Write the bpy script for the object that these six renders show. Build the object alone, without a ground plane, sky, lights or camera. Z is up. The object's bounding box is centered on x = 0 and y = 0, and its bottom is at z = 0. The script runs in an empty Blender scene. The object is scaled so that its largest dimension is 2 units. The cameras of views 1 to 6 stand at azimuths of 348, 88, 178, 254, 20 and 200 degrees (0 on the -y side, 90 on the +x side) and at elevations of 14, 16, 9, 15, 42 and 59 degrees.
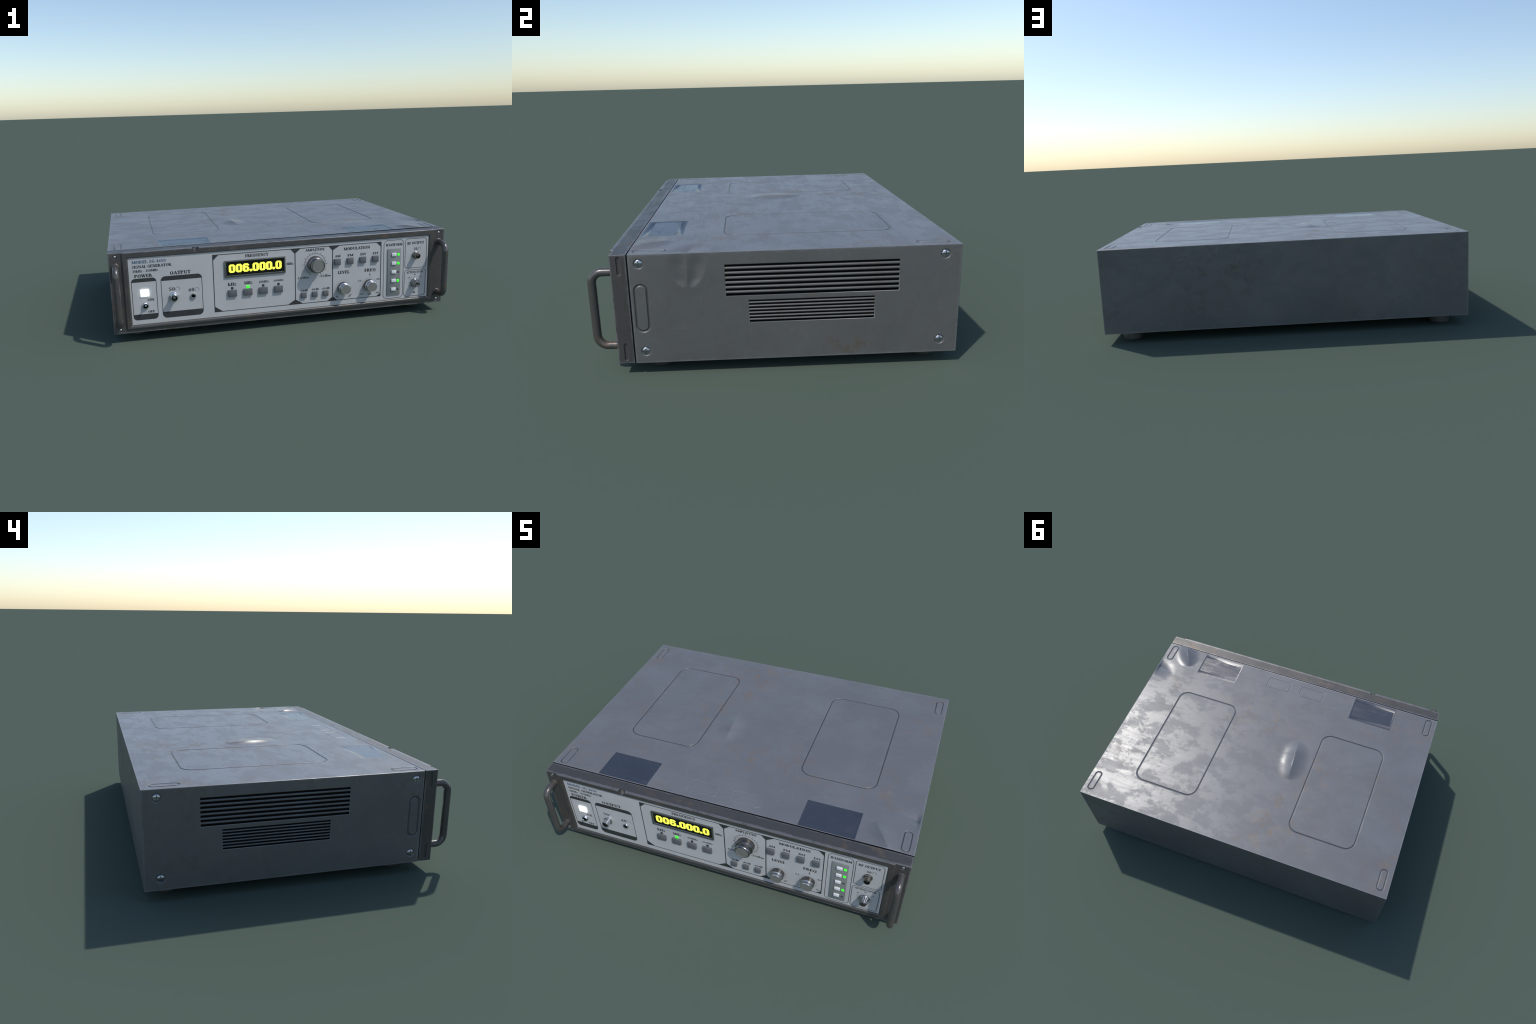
import bpy, bmesh, math, random
from mathutils import Vector, Matrix
from mathutils.geometry import delaunay_2d_cdt

random.seed(7)
COL = bpy.context.scene.collection

# ------------------------------------------------------------------ sizes (metres)
HX = 0.999                      # casing half width
ZB, ZT = 0.0555, 0.520          # casing bottom / top
YC0, YC1 = -0.579, 0.7535       # casing front / rear
FX = 0.9975                     # front frame half width
YF0, YF1 = -0.6515, -0.5850     # frame front (ears) / frame rear
YBZ = -0.6605                   # bezel front
YP = -0.6535                    # front panel surface

# ================================================================== materials
def new_mat(name):
    m = bpy.data.materials.new(name)
    m.use_nodes = True
    nt = m.node_tree
    for n in list(nt.nodes):
        nt.nodes.remove(n)
    out = nt.nodes.new('ShaderNodeOutputMaterial')
    b = nt.nodes.new('ShaderNodeBsdfPrincipled')
    nt.links.new(b.outputs[0], out.inputs[0])
    return m, nt, b

class G:
    """tiny helper that wires shader nodes"""
    def __init__(self, nt):
        self.nt = nt
        self.tc = nt.nodes.new('ShaderNodeTexCoord').outputs['Object']
    def n(self, t, **kw):
        nd = self.nt.nodes.new(t)
        for k, v in kw.items():
            setattr(nd, k, v)
        return nd
    def put(self, sock, v):
        if hasattr(v, 'is_output'):
            self.nt.links.new(v, sock)
        else:
            if hasattr(sock.default_value, '__len__') and len(sock.default_value) == 4 and len(v) == 3:
                v = (*v, 1.0)
            sock.default_value = v
    def mapped(self, scale=(1, 1, 1), loc=(0, 0, 0), rot=(0, 0, 0)):
        m = self.n('ShaderNodeMapping')
        m.inputs['Scale'].default_value = scale
        m.inputs['Location'].default_value = loc
        m.inputs['Rotation'].default_value = rot
        self.put(m.inputs['Vector'], self.tc)
        return m.outputs[0]
    def noise(self, scale, detail=4, rough=0.55, vec=None, dist=0.0):
        t = self.n('ShaderNodeTexNoise')
        t.inputs['Scale'].default_value = scale
        t.inputs['Detail'].default_value = detail
        t.inputs['Roughness'].default_value = rough
        t.inputs['Distortion'].default_value = dist
        self.put(t.inputs['Vector'], vec if vec is not None else self.tc)
        return t.outputs['Fac']
    def ramp(self, fac, a, b, va=0.0, vb=1.0):
        r = self.n('ShaderNodeMapRange')
        r.clamp = True
        self.put(r.inputs['Value'], fac)
        for k, v in (('From Min', a), ('From Max', b), ('To Min', va), ('To Max', vb)):
            self.put(r.inputs[k], v)
        return r.outputs[0]
    def math(self, op, a, b=0.0, clamp=False):
        m = self.n('ShaderNodeMath', operation=op, use_clamp=clamp)
        self.put(m.inputs[0], a)
        self.put(m.inputs[1], b)
        return m.outputs[0]
    def mix(self, fac, a, b):
        m = self.n('ShaderNodeMix', data_type='RGBA')
        self.put(m.inputs['Factor'], fac)
        self.put(m.inputs['A'], a)
        self.put(m.inputs['B'], b)
        return m.outputs['Result']
    def edge(self, radius):
        """1 on convex or concave edges, 0 on flats"""
        bv = self.n('ShaderNodeBevel', samples=6)
        bv.inputs['Radius'].default_value = radius
        ge = self.n('ShaderNodeNewGeometry')
        d = self.n('ShaderNodeVectorMath', operation='DOT_PRODUCT')
        self.put(d.inputs[0], bv.outputs[0])
        self.put(d.inputs[1], ge.outputs['Normal'])
        return self.ramp(d.outputs['Value'], 0.999, 0.80)
    def scratches(self, scale, width=0.012, rot=(0.3, 0.5, 0.4), stretch=(1, 1, 1), loc=(0, 0, 0)):
        """thin wandering lines, present only in places"""
        v = self.mapped(stretch, loc, rot)
        f = self.noise(scale, 1.5, 0.5, v, 0.6)
        d = self.math('ABSOLUTE', self.math('SUBTRACT', f, 0.5))
        line = self.ramp(d, 0.0, width, 1.0, 0.0)
        gate = self.ramp(self.noise(scale * 1.3, 2, 0.5, self.mapped((1, 1, 1), (4 + loc[0], 2, 7))), 0.56, 0.66)
        return self.math('MULTIPLY', line, gate)

def painted_steel(name, base, rough=(0.34, 0.50), metal=1.0, rust=0.5, wear=0.5,
                  rust_col=(0.20, 0.12, 0.055), light=None, patch=5.5, seed=0.0, casing=False, edges=None, spec=None):
    m, nt, b = new_mat(name)
    g = G(nt)
    light = light or tuple(min(1, c * 1.7 + 0.05) for c in base)
    off = (seed, seed * 0.7, seed * 1.3)
    # slow cloudy tone + streaks drawn along the length of the sheet
    cloud = g.noise(3.2, 5, 0.55, g.mapped((1, 1, 1), off))
    col = g.mix(g.ramp(cloud, 0.3, 0.7), tuple(c * 0.90 for c in base), tuple(c * 1.10 for c in base))
    blot = g.noise(patch, 11, 0.72, g.mapped((0.8, 1.15, 1.15), off), 0.25)
    streak = g.noise(9.0, 7, 0.65, g.mapped((0.55, 5.0, 5.0), off), 0.3)
    spots = g.math('MULTIPLY', g.ramp(blot, 0.50, 0.535), 1.0)
    col = g.mix(g.math('MULTIPLY', spots, 0.30), col, tuple(c * 0.90 for c in base))
    # brown stains
    rmask = g.math('MULTIPLY', g.ramp(g.noise(2.3, 2, 0.5, g.mapped((1, 1, 1), (3.1 + seed, 1.7, 0.4))), 0.46, 0.66),
                   g.ramp(g.noise(14.0, 8, 0.72, g.mapped((1, 1, 1), off)), 0.50, 0.68))
    rmask = g.math('MULTIPLY', rmask, rust, True)
    col = g.mix(rmask, col, rust_col)
    # bare specks, scratches, worn edges
    speck = g.math('MULTIPLY', g.ramp(g.noise(38.0, 4, 0.7, g.mapped((1, 1.6, 1.6), off)), 0.62, 0.70),
                   g.ramp(g.noise(3.0, 3, 0.5, g.mapped((1, 1, 1), (8.0, seed, 5.0))), 0.52, 0.66))
    scr = g.math('MAXIMUM', g.scratches(4.2, 0.010, (0.2, 0.4, 0.9), (1, 1, 1), off),
                 g.scratches(7.0, 0.010, (0.9, 0.1, 0.2), (1.5, 0.7, 1.2), (seed + 3, 1, 2)))
    ed = g.math('MULTIPLY', g.edge(0.006), g.ramp(g.noise(22.0, 5, 0.7), 0.38, 0.62, 0.25, 1.0))
    wm = g.math('MAXIMUM', g.math('MULTIPLY', speck, 0.35), g.math('MULTIPLY', scr, 0.13))
    wm = g.math('MAXIMUM', wm, g.math('MULTIPLY', ed, 0.75))
    # hairline scratches, mostly upright, in loose groups
    hair = g.ramp(g.noise(1.0, 2, 0.5, g.mapped((75, 75, 5), off, (0.10, 0.07, 0.0)), 0.4), 0.70, 0.76)
    hair2 = g.ramp(g.noise(1.0, 2, 0.5, g.mapped((60, 60, 7), off, (0.5, -0.45, 0.2)), 0.4), 0.72, 0.77)
    hair = g.math('MULTIPLY', g.math('MAXIMUM', hair, hair2),
                  g.ramp(g.noise(3.5, 2, 0.5, g.mapped((1, 1, 1), (1.0 + seed, 9.0, 3.0))), 0.50, 0.62))
    wm = g.math('MAXIMUM', wm, g.math('MULTIPLY', hair, 0.30))
    if casing or edges:      # paint rubbed thin along the folded outer edges of the casing
        sep = g.n('ShaderNodeSeparateXYZ')
        g.put(sep.inputs[0], g.tc)
        xs, ys, zs = edges or ((HX,), (YC0, YC1), (ZB, ZT))
        def near(v, planes):
            d = None
            for p in planes:
                q = g.math('ABSOLUTE', g.math('SUBTRACT', v, p))
                d = q if d is None else g.math('MINIMUM', d, q)
            return d
        ax = near(g.math('ABSOLUTE', sep.outputs[0]), xs)
        ay = near(sep.outputs[1], ys)
        az = near(sep.outputs[2], zs)
        second = g.math('MAXIMUM', g.math('MINIMUM', ax, az), g.math('MINIMUM', g.math('MAXIMUM', ax, az), ay))
        reach = g.ramp(g.noise(16.0, 7, 0.75, g.mapped((1, 1, 1), off)), 0.35, 0.72, 0.001, 0.016)
        rub = g.ramp(g.math('DIVIDE', second, reach), 0.3, 1.0, 1.0, 0.0)
        wm = g.math('MAXIMUM', wm, g.math('MULTIPLY', rub, 0.55 if edges else 0.30))
    wm = g.math('MULTIPLY', wm, wear * 2.0, True)
    col = g.mix(wm, col, light)
    g.put(b.inputs['Base Color'], col)
    b.inputs['Metallic'].default_value = metal
    # roughness: sharp-edged dull patches on a brushed sheen
    r = g.math('ADD', g.math('MULTIPLY', g.ramp(blot, 0.485, 0.53), 0.5),
               g.math('MULTIPLY', g.ramp(streak, 0.36, 0.64), 0.5))
    r = g.ramp(r, 0.0, 1.0, rough[0], rough[1])
    r = g.math('ADD', r, g.math('MULTIPLY', rmask, 0.25))
    g.put(b.inputs['Roughness'], r)
    if casing:
        g.put(b.inputs['Specular IOR Level'], g.ramp(blot, 0.45, 0.55, 0.50, 0.35))
    if spec is not None:
        b.inputs['Specular IOR Level'].default_value = spec
    bp = g.n('ShaderNodeBump')
    bp.inputs['Strength'].default_value = 0.06
    bp.inputs['Distance'].default_value = 0.002
    g.put(bp.inputs['Height'], g.noise(60.0, 5, 0.6))
    nt.links.new(bp.outputs[0], b.inputs['Normal'])
    return m

def plain(name, col, rough=0.5, metal=0.0, var=0.08, scale=30.0, emit=None, strength=0.0, wear=0.0, spec=0.5):
    m, nt, b = new_mat(name)
    g = G(nt)
    f = g.noise(scale, 5, 0.6)
    c = g.mix(g.ramp(f, 0.3, 0.7), tuple(x * (1 - var) for x in col), tuple(min(1, x * (1 + var)) for x in col))
    if wear:
        e = g.math('MULTIPLY', g.edge(0.002), g.ramp(g.noise(60.0, 3), 0.35, 0.6, 0.4, 1.0))
        c = g.mix(g.math('MULTIPLY', e, wear), c, tuple(min(1, x * 1.5 + 0.08) for x in col))
    g.put(b.inputs['Base Color'], c)
    b.inputs['Metallic'].default_value = metal
    b.inputs['Specular IOR Level'].default_value = spec
    g.put(b.inputs['Roughness'], g.ramp(f, 0.3, 0.7, rough * 0.9, rough * 1.1))
    if emit:
        b.inputs['Emission Color'].default_value = (*emit, 1)
        b.inputs['Emission Strength'].default_value = strength
    return m

def panel_paint():
    m, nt, b = new_mat('panel_paint')
    g = G(nt)
    base = (0.455, 0.457, 0.460)
    c = g.mix(g.ramp(g.noise(7.0, 6, 0.6), 0.35, 0.7), base, tuple(x * 0.93 for x in base))
    stain = g.math('MULTIPLY', g.ramp(g.noise(9.0, 4, 0.6, g.mapped((1, 1, 1), (3, 1, 6))), 0.56, 0.72),
                   g.ramp(g.noise(45.0, 5, 0.7), 0.40, 0.65))
    c = g.mix(g.math('MULTIPLY', stain, 0.35), c, (0.37, 0.36, 0.31))
    g.put(b.inputs['Base Color'], c)
    g.put(b.inputs['Roughness'], g.ramp(g.noise(12.0, 5), 0.3, 0.7, 0.38, 0.55))
    b.inputs['Metallic'].default_value = 0.0
    return m

M_COVER = painted_steel('blue_grey_steel', (0.144, 0.149, 0.161), (0.315, 0.42), metal=0.0, rust=0.55, wear=0.5, patch=8.0, casing=True)
M_SIDE = painted_steel('grey_steel', (0.153, 0.154, 0.154), (0.40, 0.54), metal=0.5, rust=0.8, wear=0.5, seed=2.7,
                       rust_col=(0.125, 0.097, 0.062), casing=True)
M_FRAME = painted_steel('dark_frame_steel', (0.083, 0.080, 0.078), (0.32, 0.46), metal=0.4, rust=0.75, wear=0.6,
                        light=(0.22, 0.215, 0.22), edges=((FX,), (YBZ, YF0, YF1), (ZB, ZT)),
                        rust_col=(0.20, 0.13, 0.075), patch=9.0, seed=5.1)
M_HANDLE = painted_steel('worn_handle_steel', (0.110, 0.104, 0.100), (0.22, 0.36), metal=0.5, rust=1.3, wear=0.4,
                         rust_col=(0.22, 0.135, 0.07), patch=11.0, seed=1.9)
M_FOOT = painted_steel('foot_steel', (0.21, 0.20, 0.19), (0.28, 0.42), metal=0.7, rust=0.9, wear=0.3, seed=4.0)
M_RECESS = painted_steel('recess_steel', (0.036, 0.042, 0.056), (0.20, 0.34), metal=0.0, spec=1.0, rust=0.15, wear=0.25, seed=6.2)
M_GROOVE = painted_steel('groove_steel', (0.075, 0.077, 0.082), (0.33, 0.45), metal=0.1, rust=0.2, wear=0.2, seed=0.4)  # darker tone than the cover, used along the middle of the grooves
M_PANEL = panel_paint()
M_INK = plain('black_ink', (0.028, 0.030, 0.032), 0.55, var=0.15)
M_INK_GREY = plain('grey_ink', (0.16, 0.165, 0.17), 0.55, var=0.1)
M_INK_MID = plain('dark_grey_ink', (0.060, 0.063, 0.066), 0.55, var=0.1)
M_INK_BLUE = plain('blue_ink', (0.055, 0.105, 0.190), 0.55, var=0.1)
M_BLACK = plain('black_void', (0.004, 0.004, 0.004), 0.9, var=0.0, spec=0.1)
M_SHADOWGAP = plain('dark_gap', (0.02, 0.02, 0.022), 0.7, var=0.1)
M_CHROME = plain('bright_steel', (0.62, 0.63, 0.66), 0.22, 1.0, var=0.1, scale=60)
M_SCREW = plain('screw_steel', (0.50, 0.52, 0.56), 0.26, 1.0, var=0.1, scale=80)
M_SLOT = plain('screw_slot_steel', (0.16, 0.17, 0.18), 0.4, 0.8, var=0.1)
M_RIVET = plain('rivet_steel', (0.36, 0.37, 0.39), 0.38, 0.9, var=0.15, scale=90)
M_KNOB = plain('dark_knob_metal', (0.20, 0.19, 0.185), 0.32, 1.0, var=0.15, scale=40, wear=0.4)
M_KNOB_RING = plain('knob_ring_metal', (0.34, 0.34, 0.35), 0.25, 1.0, var=0.1)
M_KNOB_CAP = plain('knob_cap_metal', (0.225, 0.22, 0.205), 0.5, 0.35, var=0.06)
M_BUTTON = plain('grey_button', (0.105, 0.11, 0.118), 0.40, var=0.06, wear=0.35)
M_PLATE = plain('switch_plate_grey', (0.20, 0.215, 0.21), 0.45, var=0.06, wear=0.7)
M_WHITE = plain('white_button', (0.68, 0.69, 0.70), 0.35, var=0.04)
M_LAMP = plain('lit_white_lamp', (0.9, 0.95, 0.95), 0.4, var=0.0, emit=(0.93, 1.0, 1.0), strength=3.0)
M_GREEN = plain('lit_green_diode', (0.05, 0.6, 0.04), 0.4, var=0.0, emit=(0.035, 0.95, 0.02), strength=1.0)
M_DIODE = plain('dark_diode', (0.035, 0.038, 0.04), 0.3, var=0.1)
M_SCREEN = plain('black_screen', (0.004, 0.005, 0.003), 0.25, var=0.0)
M_DIGIT = plain('lit_yellow_digit', (0.6, 0.65, 0.05), 0.5, var=0.0, emit=(0.97, 1.0, 0.085), strength=1.0)
M_DFRAME = plain('display_frame_metal', (0.22, 0.225, 0.225), 0.35, 0.9, var=0.1)
M_RFBROWN = plain('bronze_connector_metal', (0.27, 0.245, 0.225), 0.3, 1.0, var=0.2, scale=60)

# ================================================================== object helpers
def link(ob, parent):
    COL.objects.link(ob)
    if parent is not None:
        ob.parent = parent
        ob.matrix_parent_inverse = parent.matrix_basis.inverted()
    return ob

def obj_from_bm(name, bm, mats, parent, smooth=35.0, loc=None):
    me = bpy.data.meshes.new(name)
    bm.to_mesh(me)
    bm.free()
    for m in (mats if isinstance(mats, (list, tuple)) else [mats]):
        me.materials.append(m)
    finish(me, smooth)
    ob = bpy.data.objects.new(name, me)
    if loc is not None:
        ob.location = loc
    return link(ob, parent)

def finish(me, smooth=35.0):
    if smooth is None:
        return
    for p in me.polygons:
        p.use_smooth = True
    me.set_sharp_from_angle(angle=math.radians(smooth))

def apply_mods(ob):
    dg = bpy.context.evaluated_depsgraph_get()
    dg.update()
    me = bpy.data.meshes.new_from_object(ob.evaluated_get(dg))
    ob.modifiers.clear()
    old = ob.data
    nm = old.name
    ob.data = me
    bpy.data.meshes.remove(old)
    me.name = nm

def bm_box(bm, x0, x1, y0, y1, z0, z1, bevel=0.0, seg=2):
    r = bmesh.ops.create_cube(bm, size=1.0)
    vs = r['verts']
    for v in vs:
        v.co = Vector(((x0 + x1) / 2 + v.co.x * (x1 - x0), (y0 + y1) / 2 + v.co.y * (y1 - y0),
                       (z0 + z1) / 2 + v.co.z * (z1 - z0)))
    if bevel:
        es = list({e for v in vs for e in v.link_edges})
        bmesh.ops.bevel(bm, geom=es, offset=bevel, segments=seg, profile=0.5, affect='EDGES')
    return vs

def box(name, x0, x1, y0, y1, z0, z1, mat, parent, bevel=0.0, seg=2):
    bm = bmesh.new()
    bm_box(bm, x0, x1, y0, y1, z0, z1, bevel, seg)
    return obj_from_bm(name, bm, mat, parent)

def lathe_mesh(name, prof, mats, seg=48, flute=None):
    """profile = list of (radius, distance out of the panel, material index); axis runs along -y"""
    bm = bmesh.new()
    rings = []
    for r, d, mi in prof:
        if r <= 1e-6:
            rings.append(([bm.verts.new((0, -d, 0))], mi))
        else:
            ring = []
            for i in range(seg):
                a = 2 * math.pi * i / seg
                rr = r
                if flute and flute[1] <= d <= flute[2]:
                    rr = r * (1 - flute[3] * (0.5 + 0.5 * math.cos(a * flute[0])))
                ring.append(bm.verts.new((rr * math.cos(a), -d, rr * math.sin(a))))
            rings.append((ring, mi))
    for (a, _), (b, mi) in zip(rings[:-1], rings[1:]):
        if len(a) == 1 and len(b) == 1:
            continue
        for i in range(seg):
            j = (i + 1) % seg
            if len(a) == 1:
                f = bm.faces.new((a[0], b[i], b[j]))
            elif len(b) == 1:
                f = bm.faces.new((a[i], b[0], a[j]))
            else:
                f = bm.faces.new((a[i], b[i], b[j], a[j]))
            f.material_index = mi
    bmesh.ops.recalc_face_normals(bm, faces=bm.faces)
    me = bpy.data.meshes.new(name)
    bm.to_mesh(me)
    bm.free()
    for m in mats:
        me.materials.append(m)
    finish(me, 38)
    return me

def place(name, me, loc, parent, rot=None):
    ob = bpy.data.objects.new(name, me)
    ob.location = loc
    if rot:
        ob.rotation_euler = rot
    return link(ob, parent)

def smooth01(t):
    t = max(0.0, min(1.0, t))
    return t * t * (3 - 2 * t)

# ---- rounded rectangle tools (2-D)
def rrect(cx, cy, hx, hy, r, n=8):
    r = min(r, hx, hy)
    pts = []
    for (sx, sy, a0) in ((1, 1, 0), (-1, 1, 90), (-1, -1, 180), (1, -1, 270)):
        for i in range(n + 1):
            a = math.radians(a0 + 90 * i / n)
            pts.append((cx + sx * (hx - r) + r * math.cos(a), cy + sy * (hy - r) + r * math.sin(a)))
    return pts

def rr_sdf(x, y, cx, cy, hx, hy, r):
    r = min(r, hx, hy)
    qx, qy = abs(x - cx) - (hx - r), abs(y - cy) - (hy - r)
    return math.hypot(max(qx, 0), max(qy, 0)) + min(max(qx, qy), 0) - r

# ================================================================== pressed sheet metal
class Sheet:
    """a flat sheet with pressed grooves, recesses, dents and cut-outs, meshed along their outlines"""
    def __init__(self, a0, a1, b0, b1):
        self.ext = (a0, a1, b0, b1)
        self.pts, self.edges = [], []
        self.terms, self.holes, self.regions, self.shade = [], [], [], []
    def loop(self, pts):
        k = len(self.pts)
        self.pts += pts
        n = len(pts)
        self.edges += [(k + i, k + (i + 1) % n) for i in range(n)]
    def inset_rect(self, d0, d1, d2, d3, n=1):
        a0, a1, b0, b1 = self.ext
        c = [(a0 + d0, b0 + d2), (a1 - d1, b0 + d2), (a1 - d1, b1 - d3), (a0 + d0, b1 - d3)]
        self.loop(c)
    def groove(self, cx, cy, hx, hy, r, w, depth, n=10, mat=2):
        for o in (-w * 0.5 - 0.0012, -w * 0.5, -w * 0.25, 0, w * 0.25, w * 0.5, w * 0.5 + 0.0012):
            self.loop(rrect(cx, cy, hx + o, hy + o, max(r + o, 0.0005), n))
        self.terms.append(lambda x, y: -depth * smooth01(1 - abs(rr_sdf(x, y, cx, cy, hx, hy, r)) / (w * 0.5)))
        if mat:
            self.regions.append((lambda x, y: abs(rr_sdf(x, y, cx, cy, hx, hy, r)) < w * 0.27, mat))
    def recess(self, cx, cy, hx, hy, depth, wx, wy, mat=1):
        """rectangular pressed pocket; walls slope in over wx / wy"""
        for o in (0.0015, 0.0):
            self.loop([(cx + sx * (hx + o), cy + sy * (hy + o)) for sx, sy in ((1, 1), (-1, 1), (-1, -1), (1, -1))])
        for o in (0.0, 0.0015):
            self.loop([(cx + sx * (hx - wx - o), cy + sy * (hy - wy - o)) for sx, sy in ((1, 1), (-1, 1), (-1, -1), (1, -1))])
        self.terms.append(lambda x, y: -depth * max(0, min(1, (hx - abs(x - cx)) / wx, (hy - abs(y - cy)) / wy)))
        self.regions.append((lambda x, y: abs(x - cx) < hx and abs(y - cy) < hy, mat))
    def dish(self, cx, cy, r, depth):
        for k in (1.06, 1.0, 0.8, 0.6):
            self.loop([(cx + r * k * math.cos(2 * math.pi * i / 28), cy + r * k * math.sin(2 * math.pi * i / 28)) for i in range(28)])
        self.terms.append(lambda x, y: -depth * smooth01((1 - math.hypot(x - cx, y - cy) / r) / 0.4))
    def patch(self, x0, x1, y0, y1, step):
        nx, ny = max(1, round((x1 - x0) / step)), max(1, round((y1 - y0) / step))
        for i in range(nx + 1):
            for j in range(ny + 1):
                self.pts.append((x0 + (x1 - x0) * i / nx, y0 + (y1 - y0) * j / ny))
    def hole(self, x0, x1, y0, y1):
        for o in (0.003, 0.0015, 0.0):
            self.loop([(x0 - o, y0 - o), (x1 + o, y0 - o), (x1 + o, y1 + o), (x0 - o, y1 + o)])
        cx, cy, hx, hy = (x0 + x1) / 2, (y0 + y1) / 2, (x1 - x0) / 2, (y1 - y0) / 2
        self.terms.append(lambda x, y: -0.0016 * smooth01(1 - max(abs(x - cx) - hx, abs(y - cy) - hy) / 0.003))
        self.holes.append(lambda x, y: abs(x - cx) < hx - 1e-6 and abs(y - cy) < hy - 1e-6)
    def build(self, name, mapping, outward, mats, parent, extra=None, chamfer=(0, 0, 0, 0), crisp=1.0):
        a0, a1, b0, b1 = self.ext
        self.inset_rect(0, 0, 0, 0)
        if any(chamfer):
            self.inset_rect(*chamfer)
        clamp = lambda p: (min(max(p[0], a0), a1), min(max(p[1], b0), b1))
        vs, _, fs, _, _, _ = delaunay_2d_cdt([Vector(clamp(p)) for p in self.pts], self.edges, [], 0, 1e-6)
        bm = bmesh.new()
        bv = []
        for v in vs:
            x, y = v.x, v.y
            h = sum(t(x, y) for t in self.terms)
            for d, c in ((x - a0, chamfer[0]), (a1 - x, chamfer[1]), (y - b0, chamfer[2]), (b1 - y, chamfer[3])):
                if c:
                    h -= max(0.0, c - d)
            p = Vector(mapping(x, y, h))
            if extra:
                p = extra(p)
            bv.append(bm.verts.new(p))
        # shading normals follow the pressed relief, a little crisper than its true depth
        height = lambda x, y: sum(t(x, y) for t in self.terms + self.shade)
        o0, ea, eb, eh = (Vector(mapping(*q)) for q in ((0, 0, 0), (1, 0, 0), (0, 1, 0), (0, 0, 1)))
        ea, eb, eh = ea - o0, eb - o0, eh - o0
        nrm = {}
        for v, b in zip(vs, bv):
            e_ = 0.0007
            ga = (height(v.x + e_, v.y) - height(v.x - e_, v.y)) / (2 * e_) * crisp
            gb = (height(v.x, v.y + e_) - height(v.x, v.y - e_)) / (2 * e_) * crisp
            n_ = eh - ea * ga - eb * gb
            for d, c, dirn in ((v.x - a0, chamfer[0], -ea), (a1 - v.x, chamfer[1], ea), (v.y - b0, chamfer[2], -eb), (b1 - v.y, chamfer[3], eb)):
                if c and d < 1e-6:
                    n_ = n_ + dirn * 0.3
            nrm[b] = n_.normalized()
        for f in fs:
            cx = sum(vs[i].x for i in f) / len(f)
            cy = sum(vs[i].y for i in f) / len(f)
            if any(hh(cx, cy) for hh in self.holes):
                continue
            try:
                face = bm.faces.new([bv[i] for i in f])
            except ValueError:
                continue
            for test, mi in self.regions:
                if test(cx, cy):
                    face.material_index = mi
        bm.verts.index_update()
        loose = [v for v in bm.verts if not v.link_faces]
        bmesh.ops.delete(bm, geom=loose, context='VERTS')
        bm.normal_update()
        out = Vector(outward)
        flip = [f for f in bm.faces if f.normal.dot(out) < 0]
        bmesh.ops.reverse_faces(bm, faces=flip)
        bm.verts.index_update()
        table = [nrm[v] for v in bm.verts]
        ob = obj_from_bm(name, bm, mats, parent, 40)
        ob.data.normals_split_custom_set_from_vertices(table)
        return ob

# ================================================================== root
root = bpy.data.objects.new('signal_generator', None)
COL.objects.link(root)
root['label'] = 'worn grey rack-mount signal generator with knobs, buttons and display'
root['category'] = 'electronic instrument'

# ------------------------------------------------------------------ top cover
CH = 0.0018
top = Sheet(-HX, HX, YC0, YC1)
for cx in (0.5215, -0.5215):                       # two large pressed panels
    top.groove(cx, 0.166, 0.2085, 0.373, 0.062, 0.0125, 0.0028, 14)
for cx in (0.949, -0.9455):                        # four corner pills
    for cy, hy in ((-0.4985, 0.0655), (0.648, 0.066)):
        top.groove(cx, cy, 0.0195, hy, 0.019, 0.0105, 0.0030, 8)
for cx in (0.1205, -0.1225):                       # two small rectangles
    top.groove(cx, -0.4925, 0.081, 0.041, 0.014, 0.0070, 0.0009, 5, 0)
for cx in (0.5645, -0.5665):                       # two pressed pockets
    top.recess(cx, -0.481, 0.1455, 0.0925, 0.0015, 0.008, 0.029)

def creased_bump(cx, cy, ang, w, l, amp):
    ca, sa = math.cos(ang), math.sin(ang)
    def f(x, y):
        dx, dy = x - cx, y - cy
        u, v = dx * ca + dy * sa, -dx * sa + dy * ca      # u across the crease, v along it
        r = (v / l) ** 2 + (u / w) ** 2
        if r >= 1:
            return 0.0
        return amp * (1 - abs(u) / w) ** 2 * (1 - r) ** 1.2
    return f
def crease_line(s, cx, cy, ang, l, n=14):
    for i in range(n + 1):
        t = -l + 2 * l * i / n
        s.pts.append((cx - math.sin(ang) * t, cy + math.cos(ang) * t))
    k = len(s.pts)
    s.edges += [(k - 1 - i, k - 2 - i) for i in range(n)]
CR = (-0.185, 0.060, math.radians(6), 0.115, 0.150, 0.0065)
top.terms.append(creased_bump(*CR))
top.shade.append(creased_bump(*CR[:5], 0.0050))
top.patch(-0.30, -0.07, -0.09, 0.21, 0.0075)
crease_line(top, CR[0], CR[1], CR[2], CR[4])
CR2 = (0.846, -0.528, math.radians(31), 0.10, 0.125, 0.0055)
top.terms.append(creased_bump(*CR2))
top.shade.append(creased_bump(*CR2[:5], 0.0070))
top.patch(0.72, 0.925, -0.575, -0.40, 0.0075)
crease_line(top, CR2[0], CR2[1] + 0.02, CR2[2], 0.085)
top.patch(0.84, 0.995, -0.42, -0.23, 0.008)
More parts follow.
